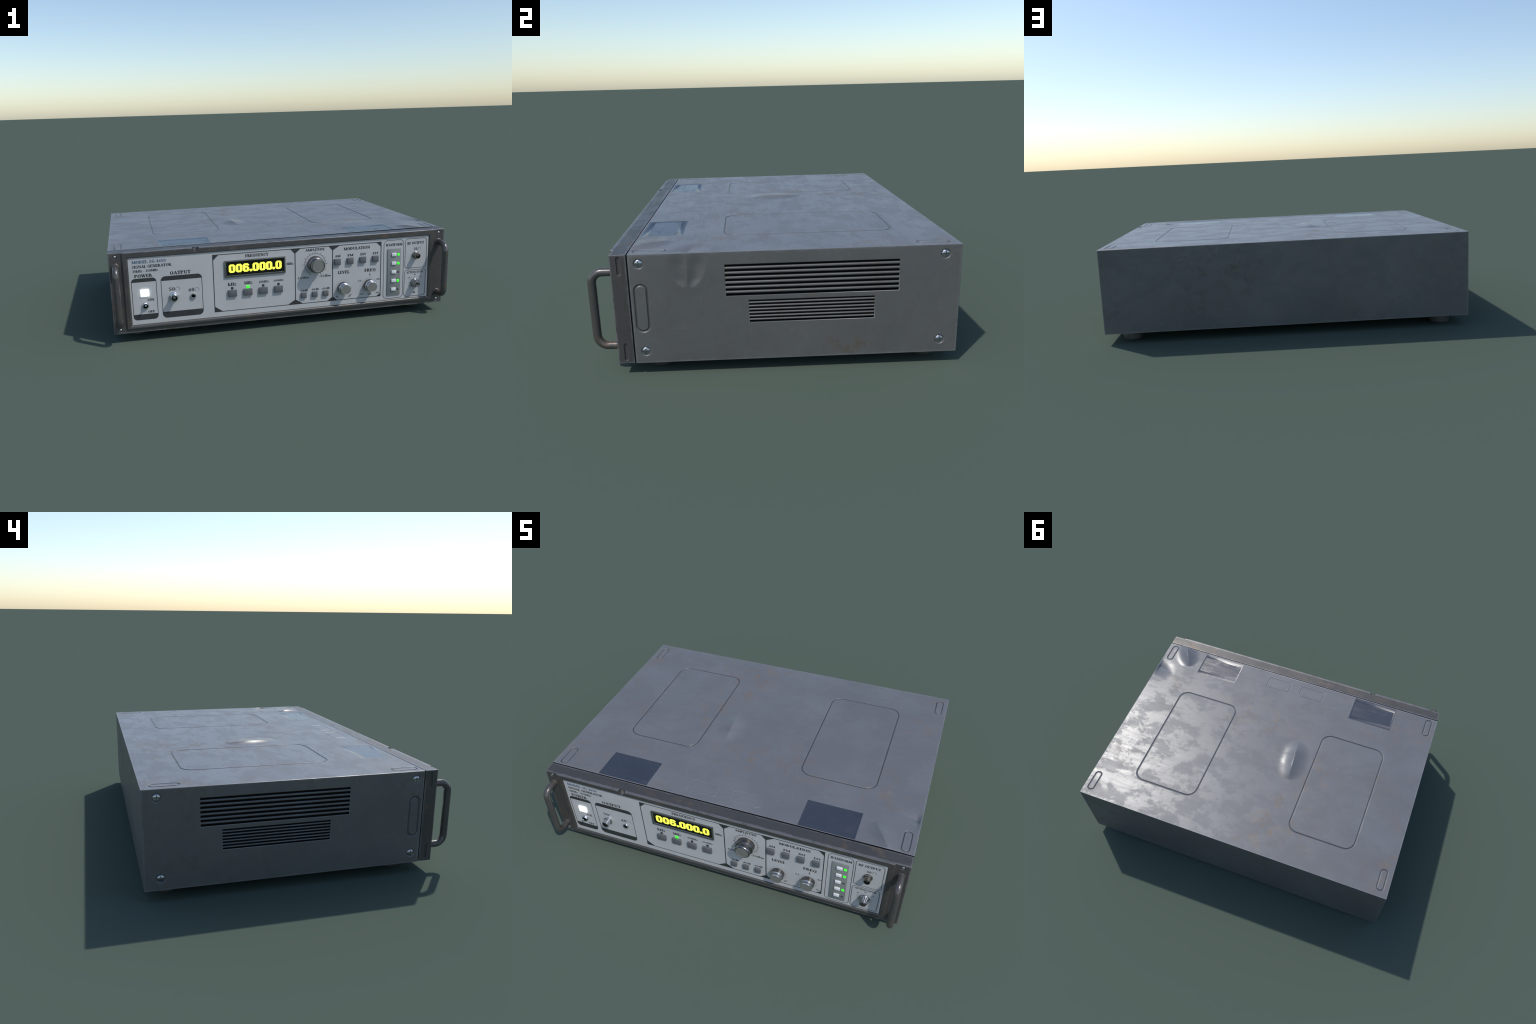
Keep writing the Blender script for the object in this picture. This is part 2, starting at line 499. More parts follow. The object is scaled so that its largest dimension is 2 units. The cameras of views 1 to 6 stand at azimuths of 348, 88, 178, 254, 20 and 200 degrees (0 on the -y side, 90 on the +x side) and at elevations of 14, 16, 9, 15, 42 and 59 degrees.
# folded blow on the right edge, top side
def edge_fold(x, y):
    dy = y + 0.349 - (HX - x) * 0.2
    k = max(0.0, 1 - (HX - x) / 0.15)
    return -0.0045 * smooth01(k) * smooth01((HX - x) / 0.025) * max(0.0, 1 - abs(dy) / 0.09) ** 2
k0 = len(top.pts)
top.pts += [(HX - 0.003 - 0.145 * i / 10, -0.349 + (0.003 + 0.145 * i / 10) * 0.2) for i in range(11)]
top.edges += [(k0 + i, k0 + i + 1) for i in range(10)]
top.terms.append(edge_fold)
top.shade.append(lambda x, y: edge_fold(x, y) * 1.2)
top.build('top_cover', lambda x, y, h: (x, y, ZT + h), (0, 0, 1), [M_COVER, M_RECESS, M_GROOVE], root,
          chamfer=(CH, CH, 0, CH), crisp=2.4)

# ------------------------------------------------------------------ side panels with louvres, screws
def screw_mesh():
    prof = [(0.0172, -0.001, 0), (0.0172, 0.0012, 0), (0.0158, 0.0032, 0), (0.012, 0.0050, 0), (0.006, 0.0060, 0), (0, 0.0063, 0)]
    me = lathe_mesh('screw', prof, [M_SCREW, M_SLOT], 32)
    ob = bpy.data.objects.new('tmp', me)
    COL.objects.link(ob)
    bm = bmesh.new()
    bm_box(bm, -0.0135, 0.0135, -0.02, -0.0030, -0.0026, 0.0026)
    cut1 = obj_from_bm('cut', bm, M_SLOT, None, None)
    bm = bmesh.new()
    bm_box(bm, -0.0016, 0.0016, -0.02, -0.0026, -0.0125, 0.0125)
    cut2 = obj_from_bm('cut', bm, M_SLOT, None, None)
    for c in (cut1, cut2):
        md = ob.modifiers.new('b', 'BOOLEAN')
        md.operation = 'DIFFERENCE'
        md.object = c
        md.solver = 'EXACT'
    apply_mods(ob)
    me = ob.data
    bpy.data.objects.remove(ob)
    for c in (cut1, cut2):
        bpy.data.objects.remove(c)
    finish(me, 38)
    me.name = 'screw'
    return me
SCREW = screw_mesh()

def slat_mesh(length, height):
    """rounded louvre bar: profile in (x outwards, z), swept along y"""
    h = height / 2
    prof = [(-0.0072, -h * 0.6), (-0.004, -h), (-0.0016, -h * 0.85), (-0.0004, -h * 0.35), (-0.0002, h * 0.15),
            (-0.0010, h * 0.62), (-0.0034, h * 0.95), (-0.0055, h), (-0.0072, h * 0.8)]
    bm = bmesh.new()
    a = [bm.verts.new((x, -length / 2, z)) for x, z in prof]
    b = [bm.verts.new((x, length / 2, z)) for x, z in prof]
    n = len(prof)
    for i in range(n):
        j = (i + 1) % n
        bm.faces.new((a[i], a[j], b[j], b[i]))
    bm.faces.new(a)
    bm.faces.new(b[::-1])
    bmesh.ops.recalc_face_normals(bm, faces=bm.faces)
    me = bpy.data.meshes.new('slat')
    bm.to_mesh(me)
    bm.free()
    me.materials.append(M_SIDE)
    finish(me, 50)
    return me

VENTS = [(-0.1985, 0.5015, 0.4605, 0.02025, 0.0092), (-0.1065, 0.4035, 0.3095, 0.01458, 0.0069)]
SLATS = [slat_mesh(v[1] - v[0] + 0.004, v[3] - v[4]) for v in VENTS]
SCREWS = [(-0.538, 0.4805), (-0.536, 0.1065), (0.6875, 0.4805), (0.680, 0.1105)]

def side_dent(y, z):
    """creased blow coming down from the top edge of the right side"""
    depth = (ZT - z) / 0.150
    if depth >= 1 or depth < 0:
        return 0.0
    half = 0.085 * (1 - depth ** 2) ** 0.5
    u = abs(y + 0.349)
    if u >= half or half <= 0:
        return 0.0
    k = 1 - u / half
    lip = smooth01((1 - depth) / 0.30)
    lip *= 0.15 + 0.85 * smooth01((ZT - z) / 0.06)
    return 0.0045 * k ** 2 * lip - 0.0042 * lip * smooth01(k * 1.5) ** 0.8

for sgn in (1, -1):
    s = Sheet(YC0, YC1 - CH, ZB, ZT - CH)
    for y0, y1, zc, pitch, dark in VENTS:
        s.hole(y0, y1, zc - 6 * pitch - dark / 2, zc + dark / 2)
    for y, z in SCREWS:
        s.dish(y, z, 0.0225, 0.0050)
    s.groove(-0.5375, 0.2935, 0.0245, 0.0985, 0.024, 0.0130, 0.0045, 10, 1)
    if sgn > 0:
        s.patch(-0.45, -0.245, 0.36, 0.516, 0.006)
        s.terms.append(side_dent)
        s.pts += [(-0.349, 0.36 + 0.012 * i) for i in range(13)]
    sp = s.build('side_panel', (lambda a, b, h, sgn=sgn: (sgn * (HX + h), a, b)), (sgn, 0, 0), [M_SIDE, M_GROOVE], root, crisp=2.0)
    # inner reveal walls and dark box behind the louvres
    for (y0, y1, zc, pitch, dark), sm in zip(VENTS, SLATS):
        z0, z1 = zc - 6 * pitch - dark / 2, zc + dark / 2
        bm = bmesh.new()
        xa, xb = sgn * (HX - 0.0016), sgn * (HX - 0.0075)
        o = [bm.verts.new((xa, y, z)) for y, z in ((y0, z0), (y1, z0), (y1, z1), (y0, z1))]
        i_ = [bm.verts.new((xb, y, z)) for y, z in ((y0 - .004, z0 - .004), (y1 + .004, z0 - .004), (y1 + .004, z1 + .004), (y0 - .004, z1 + .004))]
        for k in range(4):
            bm.faces.new((o[k], o[(k + 1) % 4], i_[(k + 1) % 4], i_[k]))
        bm.faces.new(i_)
        obj_from_bm('vent_cavity', bm, M_BLACK, sp, None)
        for k in range(6):
            place('slat', sm, (sgn * HX, (y0 + y1) / 2, zc - (k + 0.5) * pitch), sp,
                  None if sgn > 0 else (0, 0, math.pi))
    for y, z in SCREWS:
        place('screw', SCREW, (sgn * (HX - 0.0050), y, z), sp, (0, 0, sgn * math.pi / 2))

# ------------------------------------------------------------------ rear panel, base plate
s = Sheet(-HX, HX, ZB, ZT - CH)
s.build('rear_panel', lambda a, b, h: (a, YC1 + h, b), (0, 1, 0), [M_SIDE], root, chamfer=(CH, CH, 0, 0))
s = Sheet(-HX, HX, YC0, YC1)
s.build('base_plate', lambda a, b, h: (a, b, ZB - h), (0, 0, -1), [M_SIDE], root)
# inner core that shows as a dark line between casing and front frame
box('seam_core', -HX + 0.009, HX - 0.009, YF1 - 0.004, YC0 + 0.02, ZB + 0.007, ZT - 0.007, M_SHADOWGAP, root)
bm = bmesh.new()       # folded front rim of the casing, facing the seam
ring_o = [bm.verts.new((x, YC0, z)) for x, z in ((-HX, ZB), (HX, ZB), (HX, ZT - CH), (-HX, ZT - CH))]
ring_i = [bm.verts.new((x, YC0 + 0.0005, z)) for x, z in ((-HX + .01, ZB + .01), (HX - .01, ZB + .01), (HX - .01, ZT - .01), (-HX + .01, ZT - .01))]
for k in range(4):
    bm.faces.new((ring_o[k], ring_o[(k + 1) % 4], ring_i[(k + 1) % 4], ring_i[k]))
obj_from_bm('casing_rim', bm, M_SHADOWGAP, root, None)

# ------------------------------------------------------------------ feet
prof = [(0.0, -0.056, 0), (0.054, -0.056, 0), (0.054, -0.012, 0), (0.052, -0.005, 0), (0.047, 0.0, 0), (0.030, 0.0, 0), (0.027, -0.004, 0), (0, -0.004, 0)]
FOOT = lathe_mesh('foot', [(r, d, m) for r, d, m in prof], [M_FOOT], 40)
for x in (0.867, -0.867):
    for y in (0.648, -0.488):
        place('foot', FOOT, (x, y, 0.0), root, (math.pi / 2, 0, 0))

# ------------------------------------------------------------------ front frame (ears, bottom strip, proud bezel)
BX, BZ0 = 0.923, 0.083
OPEN = (0.9015, 0.0945, 0.4912)          # bezel opening: half width, bottom, top
PAN = (0.8935, 0.1030, 0.4848)           # panel: half width, bottom, top
bm = bmesh.new()
def V(x, y, z):
    return bm.verts.new((x, y, z))
o = [V(-FX, YF1, ZB), V(FX, YF1, ZB), V(FX, YF1, ZT), V(-FX, YF1, ZT)]          # rear outline
e = [V(-FX, YF0, ZB), V(FX, YF0, ZB), V(FX, YF0, ZT), V(-FX, YF0, ZT)]          # ear outline
s0 = [V(-BX, YF0, BZ0), V(BX, YF0, BZ0), V(BX, YF0, ZT), V(-BX, YF0, ZT)]       # bezel foot
s1 = [V(-BX, YBZ, BZ0), V(BX, YBZ, BZ0), V(BX, YBZ, ZT), V(-BX, YBZ, ZT)]       # bezel front
i0 = [V(sx * OPEN[0], YBZ, z) for sx, z in ((-1, OPEN[1]), (1, OPEN[1]), (1, OPEN[2]), (-1, OPEN[2]))]
i1 = [V(sx * PAN[0], YP + 0.0006, z) for sx, z in ((-1, PAN[1]), (1, PAN[1]), (1, PAN[2]), (-1, PAN[2]))]
i2 = [V(sx * PAN[0], YP + 0.02, z) for sx, z in ((-1, PAN[1]), (1, PAN[1]), (1, PAN[2]), (-1, PAN[2]))]
bm.faces.new(o)
bm.faces.new((o[0], o[1], e[1], e[0]))
bm.faces.new((o[1], o[2], e[2], e[1]))
bm.faces.new((o[3], o[0], e[0], e[3]))
bm.faces.new((o[2], o[3], e[3], s0[3], s1[3], s1[2], s0[2], e[2]))             # top, runs out over the bezel
bm.faces.new((e[0], e[1], e[2], s0[2], s0[1], s0[0], s0[3], e[3]))             # ears + bottom strip
for k in (0, 1, 3):
    j = (k + 1) % 4
    bm.faces.new((s0[k], s0[j], s1[j], s1[k]))
for A, B in ((s1, i0), (i0, i1), (i1, i2)):
    for k in range(4):
        j = (k + 1) % 4
        bm.faces.new((A[k], A[j], B[j], B[k]))
bm.faces.new(i2)
bmesh.ops.recalc_face_normals(bm, faces=bm.faces)
frame = obj_from_bm('front_frame', bm, [M_FRAME, M_SHADOWGAP], root, None)
cutters = []
def cutter(bm_):
    ob = obj_from_bm('cut', bm_, M_SHADOWGAP, None, None)
    cutters.append(ob)
    md = frame.modifiers.new('b', 'BOOLEAN')
    md.operation = 'DIFFERENCE'
    md.object = ob
    md.solver = 'EXACT'
    return ob
EAR_SCREWS = [(sx * 0.9615, z) for sx in (1, -1) for z in (0.4975, 0.0775)]
for x, z in EAR_SCREWS:
    b_ = bmesh.new()
    bmesh.ops.create_cone(b_, cap_ends=True, segments=28, radius1=0.0108, radius2=0.0108, depth=0.012,
                          matrix=Matrix.Translation((x, YF0, z)) @ Matrix.Rotation(math.pi / 2, 4, 'X'))
    cutter(b_)
for sx in (1, -1):
    for z in (0.473, 0.105):
        b_ = bmesh.new()
        pts = rrect(-0.6175, z, 0.0078, 0.0385, 0.0078, 6)
        fa = [b_.verts.new((sx * (FX - 0.006), y, zz)) for y, zz in pts]
        fb = [b_.verts.new((sx * (FX + 0.01), y, zz)) for y, zz in pts]
        n = len(pts)
        for k in range(n):
            b_.faces.new((fa[k], fa[(k + 1) % n], fb[(k + 1) % n], fb[k]))
        b_.faces.new(fa)
        b_.faces.new(fb)
        bmesh.ops.recalc_face_normals(b_, faces=b_.faces)
        cutter(b_)
bv = frame.modifiers.new('bev', 'BEVEL')
bv.width = 0.0022
bv.segments = 2
bv.limit_method = 'ANGLE'
bv.angle_limit = math.radians(50)
bv.use_clamp_overlap = True
# gouge in the top edge, left of centre
b_ = bmesh.new()
bmesh.ops.create_icosphere(b_, subdivisions=3, radius=1.0)
for v in b_.verts:
    n_ = 1 + 0.12 * math.sin(v.co.x * 5 + 1) * math.sin(v.co.z * 6)
    v.co = Vector((-0.5225 + v.co.x * 0.021 * n_, -0.6650 + v.co.y * 0.030 * n_, 0.5235 + v.co.z * 0.027 * n_))
cutter(b_)
for p in frame.data.polygons:
    p.use_smooth = True
wn = frame.modifiers.new('wn', 'WEIGHTED_NORMAL')
wn.mode = 'FACE_AREA'
wn.weight = 80
wn.keep_sharp = True
apply_mods(frame)
for c in cutters:
    bpy.data.objects.remove(c)
for p in frame.data.polygons:
    if p.material_index == 1 and p.center.z > 0.49 and -0.56 < p.center.x < -0.49:
        p.material_index = 1 if p.center.x < -0.530 else 0  # left part of the gouge keeps the dark material, the rest takes the frame's
    if p.material_index == 1 and abs(p.center.x) > 0.94:
        p.material_index = 0
frame.data.name = 'front_frame'
prof = [(0.0090, -0.003, 0), (0.0090, 0.002, 0), (0.0075, 0.0045, 0), (0.0045, 0.0060, 0), (0, 0.0066, 0)]
EARSC = lathe_mesh('rivet', prof, [M_RIVET], 24)
for x, z in EAR_SCREWS:
    place('rivet', EARSC, (x, YF0 + 0.0055, z), frame)

# ------------------------------------------------------------------ handles
def tube(path, r, seg=20):
    bm_ = bmesh.new()
    rings = []
    for i, p in enumerate(path):
        t = (path[min(i + 1, len(path) - 1)] - path[max(i - 1, 0)]).normalized()
        side = Vector((1, 0, 0))
        up = t.cross(side).normalized()
        rings.append([bm_.verts.new(p + r * (math.cos(2 * math.pi * k / seg) * side + math.sin(2 * math.pi * k / seg) * up)) for k in range(seg)])
    for a, b in zip(rings[:-1], rings[1:]):
        for k in range(seg):
            bm_.faces.new((a[k], a[(k + 1) % seg], b[(k + 1) % seg], b[k]))
    bmesh.ops.recalc_face_normals(bm_, faces=bm_.faces)
    return bm_
R_T, R_B = 0.0176, 0.045
Z1, Z0, YH = 0.4420, 0.1245, -0.7359
prof = [(0.0176, -0.001, 0), (0.0208, -0.001, 0), (0.0208, 0.0022, 0), (0.0196, 0.0036, 0), (0.0172, 0.0042, 0)]
FERR = lathe_mesh('ferrule', prof, [M_HANDLE], 32)
for sx in (1, -1):
    x = sx * 0.9615
    path = [Vector((x, YF0 + 0.004, Z1))]
    for i in range(13):
        a = math.pi / 2 * i / 12
        path.append(Vector((x, YH + R_B - R_B * math.sin(a), Z1 - R_B + R_B * math.cos(a))))
    for i in range(1, 8):
        path.append(Vector((x, YH, Z1 - R_B + (Z0 - Z1 + 2 * R_B) * i / 8)))
    for i in range(13):
        a = math.pi / 2 * i / 12
        path.append(Vector((x, YH + R_B - R_B * math.cos(a), Z0 + R_B - R_B * math.sin(a))))
    path.append(Vector((x, YF0 + 0.004, Z0)))
    hd = obj_from_bm('handle', tube(path, R_T), M_HANDLE, root, 60)
    for z in (Z1, Z0):
        place('ferrule', FERR, (x, YF0, z), hd)

# ================================================================== front panel
panel = box('front_panel', -PAN[0] - 0.003, PAN[0] + 0.003, YP, YP + 0.015, PAN[1] - 0.003, PAN[2] + 0.003, M_PANEL, root)

INK = [0]
def ink_y():
    INK[0] += 1
    return YP - 0.00035 - (INK[0] % 12) * 0.00003

def flat(name, polys, mat, y=None, parent=None):
    """printed ink: polygons given in (x, z)"""
    bm_ = bmesh.new()
    y = ink_y() if y is None else y
    for i, poly in enumerate(polys):
        vs = [bm_.verts.new((x, y - i * 0.00002, z)) for x, z in poly]
        try:
            bm_.faces.new(vs)
        except ValueError:
            pass
    bm_.normal_update()
    bmesh.ops.reverse_faces(bm_, faces=[f for f in bm_.faces if f.normal.y > 0])
    return obj_from_bm(name, bm_, mat, parent or panel, None)

def ring_polys(outer, inner):
    n = len(outer)
    return [(outer[k], outer[(k + 1) % n], inner[(k + 1) % n], inner[k]) for k in range(n)]

def ring_obj(name, outer, inner, mat):
    bm_ = bmesh.new()
    y = ink_y()
    a = [bm_.verts.new((x, y, z)) for x, z in outer]
    b = [bm_.verts.new((x, y, z)) for x, z in inner]
    n = len(a)
    for k in range(n):
        j = (k + 1) % n
        bm_.faces.new((a[k], a[j], b[j], b[k]))
    bmesh.ops.remove_doubles(bm_, verts=bm_.verts, dist=1e-6)
    bm_.normal_update()
    bmesh.ops.reverse_faces(bm_, faces=[f for f in bm_.faces if f.normal.y > 0])
    return obj_from_bm(name, bm_, mat, panel, None)

# banded boxes round POWER and OUTPUT
for x0, x1, z0, z1, zb, zt, rr in ((-0.8855, -0.7475, 0.1275, 0.3680, 0.1605, 0.3465, 0.022),
                                   (-0.7240, -0.4930, 0.1265, 0.3690, 0.1620, 0.3435, 0.026)):
    outer = rrect((x0 + x1) / 2, (z0 + z1) / 2, (x1 - x0) / 2, (z1 - z0) / 2, rr, 8)
    lw = 0.0030
    inner = [(min(max(x, x0 + lw), x1 - lw), min(max(z, zb), zt)) for x, z in outer]
    # points of the inner window pinned to its four corners
    n = len(outer) // 4
    corner = [(x1 - lw, zt), (x0 + lw, zt), (x0 + lw, zb), (x1 - lw, zb)]
    inner = [corner[min(3, k // n)] for k in range(len(outer))]
    ring_obj('banded_outline', outer, inner, M_INK)

# three chamfered fields: frequency, amplitude, modulation
def octagon(x0, x1, z0, z1, tl, tr, br, bl):
    return [(x0, z1 - tl[1]), (x0 + tl[0], z1), (x1 - tr[0], z1), (x1, z1 - tr[1]),
            (x1, z0 + br[1]), (x1 - br[0], z0), (x0 + bl[0], z0), (x0, z0 + bl[1])]
def oct_outer(x0, x1, z0, z1):
    xm = (x0 + x1) / 2
    return [(x0, z1), (x0, z1), (x1, z1), (x1, z1), (x1, z0), (x1, z0), (x0, z0), (x0, z0)]
FIELDS = [(-0.4300, 0.0525, (0.030, 0.028), (0.024, 0.027), (0.042, 0.026), (0.042, 0.029)),
          (0.0525, 0.2820, (0.030, 0.025), (0.022, 0.024), (0.030, 0.022), (0.041, 0.025)),
          (0.2820, 0.5885, (0.040, 0.024), (0.027, 0.025), (0.022, 0.017), (0.026, 0.022))]
for i, (x0, x1, tl, tr, br, bl) in enumerate(FIELDS):
    l0 = 0.0045 if i == 0 else 0.0026
    l1 = 0.0045 if i == 2 else 0.0026
    ring_obj('field_outline', oct_outer(x0, x1, 0.1300, 0.4690),
             octagon(x0 + l0, x1 - l1, 0.1337, 0.4650, tl, tr, br, bl), M_INK)

for x0, x1, z0, z1, rr in ((0.6035, 0.7345, 0.1090, 0.4740, 0.027), (0.7420, 0.8840, 0.2890, 0.4745, 0.019),
                           (0.7405, 0.8825, 0.1105, 0.2795, 0.019)):
    cx, cz, hx, hz = (x0 + x1) / 2, (z0 + z1) / 2, (x1 - x0) / 2, (z1 - z0) / 2
    ring_obj('rounded_outline', rrect(cx, cz, hx, hz, rr, 8), rrect(cx, cz, hx - 0.0029, hz - 0.0029, rr - 0.0029, 8), M_INK_MID)

# ------------------------------------------------------------------ serif lettering built from pen strokes
TK, TN, SF = 0.245, 0.110, 0.095       # thick stem, thin stroke, serif height
# stroke codes: s x y0 y1 serifs | n thin stem | h x0 x1 y | d x0 y0 x1 y1 w | a cx cy rx ry from to | k x y0 y1 (arm tip)
GLYPH = {
 'A': (0.80, ['d .40 1 .10 0 .09', 'd .38 1 .68 0 .21', 'h .20 .56 .32', 'f .10 0', 'f .68 0']),
 'B': (0.72, ['s .17 0 1 tb', 'a .30 .745 .28 .255 -90 90', 'a .30 .265 .32 .265 -90 90', 'h .1 .34 .96', 'h .1 .34 .52', 'h .1 .34 .04']),
 'C': (0.72, ['a .42 .5 .37 .51 45 315', 'k .64 .70 1']),
 'D': (0.82, ['s .17 0 1 tb', 'a .30 .5 .43 .5 -90 90', 'h .1 .34 .96', 'h .1 .34 .04']),
 'E': (0.68, ['s .17 0 1 tb', 'h .1 .60 .955', 'h .1 .48 .52', 'h .1 .62 .045', 'k .59 .74 1', 'k .48 .40 .64', 'k .61 0 .27']),
 'F': (0.64, ['s .17 0 1 tb', 'h .1 .58 .955', 'h .1 .46 .50', 'k .57 .74 1', 'k .46 .38 .62']),
 'G': (0.80, ['a .43 .5 .38 .51 48 330', 'k .66 .72 1', 'n .67 0 .42', 'h .48 .80 .42']),
 'H': (0.84, ['s .19 0 1 tb', 's .65 0 1 tb', 'h .2 .65 .51']),
 'I': (0.40, ['s .20 0 1 tb']),
 'L': (0.64, ['s .17 0 1 tb', 'h .1 .58 .045', 'k .58 0 .30']),
 'M': (1.02, ['n .14 0 1', 'd .16 1 .49 .10 .20', 'd .82 1 .51 .10 .10', 's .84 0 1 tb', 'f .14 0', 'f .12 .92']),
 'N': (0.84, ['n .16 0 1', 'd .14 1 .70 .03 .21', 'n .70 0 1', 'f .16 0', 'f .70 .92', 'f .12 .92']),
 'O': (0.84, ['a .42 .5 .38 .51 0 360']),
 'P': (0.70, ['s .17 0 1 tb', 'a .30 .715 .32 .285 -90 90', 'h .1 .34 .96', 'h .1 .34 .47']),
 'Q': (0.84, ['a .42 .5 .38 .51 0 360', 'd .42 .02 .80 -.18 .16']),
 'R': (0.78, ['s .17 0 1 tb', 'a .30 .735 .30 .265 -90 90', 'h .1 .34 .96', 'h .1 .34 .51', 'd .40 .50 .68 0 .20', 'f .70 0']),
 'S': (0.62, ['a .31 .74 .24 .27 30 270', 'a .31 .27 .26 .28 -150 90', 'k .53 .74 1', 'k .07 0 .27']),
 'T': (0.72, ['s .36 0 1 b', 'h .04 .68 .955', 'k .06 .72 1', 'k .66 .72 1']),
 'U': (0.82, ['s .20 .28 1 t', 'n .66 .28 1', 'a .43 .30 .26 .31 180 360', 'f .66 .92']),
 'V': (0.78, ['d .14 1 .40 0 .21', 'd .66 1 .40 0 .09', 'f .14 .92', 'f .64 .92']),
 'W': (1.14, ['d .14 1 .37 0 .20', 'd .56 1 .37 0 .09', 'd .54 1 .78 0 .20', 'd 1.0 1 .78 0 .09', 'f .14 .92', 'f 1.0 .92']),
 'X': (0.76, ['d .14 1 .62 0 .21', 'd .64 1 .12 0 .09', 'f .14 .92', 'f .63 .92', 'f .12 0', 'f .62 0']),
 'Y': (0.74, ['d .12 1 .37 .45 .20', 'd .62 1 .37 .45 .09', 's .37 0 .50 b', 'f .12 .92', 'f .62 .92']),
 'k': (0.70, ['s .17 0 1.04 b', 'd .26 .30 .56 .66 .09', 'd .32 .40 .58 0 .20', 'f .57 0', 'f .56 .60', 'f .12 .96']),
 'z': (0.56, ['h .06 .50 .64', 'h .06 .50 .045', 'd .46 .66 .10 .03 .15', 'k .08 .50 .68', 'k .49 0 .20']),
 'd': (0.68, ['a .30 .34 .24 .35 0 360', 's .49 0 1.04 b', 'f .44 .96']),
 'm': (1.02, ['s .17 0 .66 b', 'a .34 .42 .17 .26 0 180', 's .50 0 .46 b', 'a .68 .42 .17 .26 0 180', 's .84 0 .46 b', 'f .12 .60']),
 '0': (0.64, ['a .32 .5 .27 .51 0 360']),
 '1': (0.54, ['s .29 0 1 b', 'd .08 .80 .30 .97 .10', 'f .29 0']),
 '2': (0.62, ['a .30 .70 .24 .31 -20 190', 'd .48 .56 .10 .10 .13', 'h .07 .56 .06', 'k .55 0 .24']),
 '3': (0.60, ['a .28 .74 .24 .27 -90 150', 'a .28 .27 .27 .28 -150 90']),
 '4': (0.64, ['s .42 0 1 b', 'd .40 .97 .07 .32 .09', 'h .05 .60 .29']),
 '5': (0.60, ['a .27 .32 .27 .33 -150 120', 'd .14 .98 .12 .52 .12', 'h .10 .53 .93']),
 '6': (0.62, ['a .32 .32 .26 .33 0 360', 'd .50 .98 .13 .50 .14', 'd .13 .52 .10 .30 .18']),
 '-': (0.40, ['h .05 .35 .36']),
 '+': (0.60, ['h .05 .55 .45', 'n .30 .20 .70']),
 '.': (0.28, ['s .14 0 .17 -']),
 ' ': (0.34, []),
}
def pen(code):
    """turn one stroke code into polygons"""
    t = code.split()
    k, v = t[0], t[1:]
    R = lambda x0, y0, x1, y1: [(x0, y0), (x1, y0), (x1, y1), (x0, y1)]
    if k == 's' or k == 'n':
        x, y0, y1 = map(float, v[:3])
        w = TK if k == 's' else TN
        out = [R(x - w / 2, y0, x + w / 2, y1)]
        fl = v[3] if len(v) > 3 else ''
        if 'b' in fl:
            out.append(R(x - w / 2 - 0.085, y0, x + w / 2 + 0.085, y0 + SF))
        if 't' in fl:
            out.append(R(x - w / 2 - 0.085, y1 - SF, x + w / 2 + 0.085, y1))
        return out
    v = list(map(float, v))
    if k == 'h':
        return [R(v[0], v[2] - 0.058, v[1], v[2] + 0.058)]
    if k == 'f':
        return [R(v[0] - 0.15, v[1], v[0] + 0.15, v[1] + SF)]
    if k == 'k':
        return [R(v[0] - 0.045, v[1], v[0] + 0.045, v[2])]
    if k == 'd':
        w = v[4] / 2 * 1.2
        return [[(v[0] - w, v[1]), (v[0] + w, v[1]), (v[2] + w, v[3]), (v[2] - w, v[3])]]
    if k == 'a':
        cx, cy, rx, ry, a0, a1 = v
        n = max(8, int(abs(a1 - a0) / 15))
        out, prev = [], None
        for i in range(n + 1):
            a = math.radians(a0 + (a1 - a0) * i / n)
            w = TN + (TK + 0.02 - TN) * math.cos(a) ** 2
            w = min(w, rx * 0.66)
            c, s_ = math.cos(a), math.sin(a)
            q = ((cx + rx * c, cy + ry * s_), (cx + (rx - w) * c, cy + (ry - w * (0.9 if ry < .4 else 1.0) ) * s_))
            if prev:
                out.append([prev[0], q[0], q[1], prev[1]])
            prev = q
        return out
STROKES = {c: (w, [pen(s_) for s_ in st]) for c, (w, st) in GLYPH.items()}

def word(text, x0, x1, zb, h, mat=None, ang=0.0, name='lettering'):
    total = sum(STROKES[c][0] for c in text)
    sx = (x1 - x0) / total if x1 is not None else h
    bm_ = bmesh.new()
    cur, lay, y = 0.0, 0, YP - 0.0004
    cx, cz = (x0 + (x1 if x1 is not None else x0)) / 2, zb + h / 2
    ca, sa = math.cos(ang), math.sin(ang)
    for c in text:
        w, strokes = STROKES[c]
        for st in strokes:
            lay += 1
            for poly in st:
                vs = []
                for px, pz in poly:
                    X, Z = x0 + (cur + px) * sx, zb + pz * h
                    if ang:
                        X, Z = cx + (X - cx) * ca - (Z - cz) * sa, cz + (X - cx) * sa + (Z - cz) * ca
                    vs.append(bm_.verts.new((X, y - (lay % 9) * 0.00003, Z)))
                bm_.faces.new(vs)
        cur += w
    bm_.normal_update()
    bmesh.ops.reverse_faces(bm_, faces=[f for f in bm_.faces if f.normal.y > 0])
    return obj_from_bm(name, bm_, mat or M_INK, panel, None)

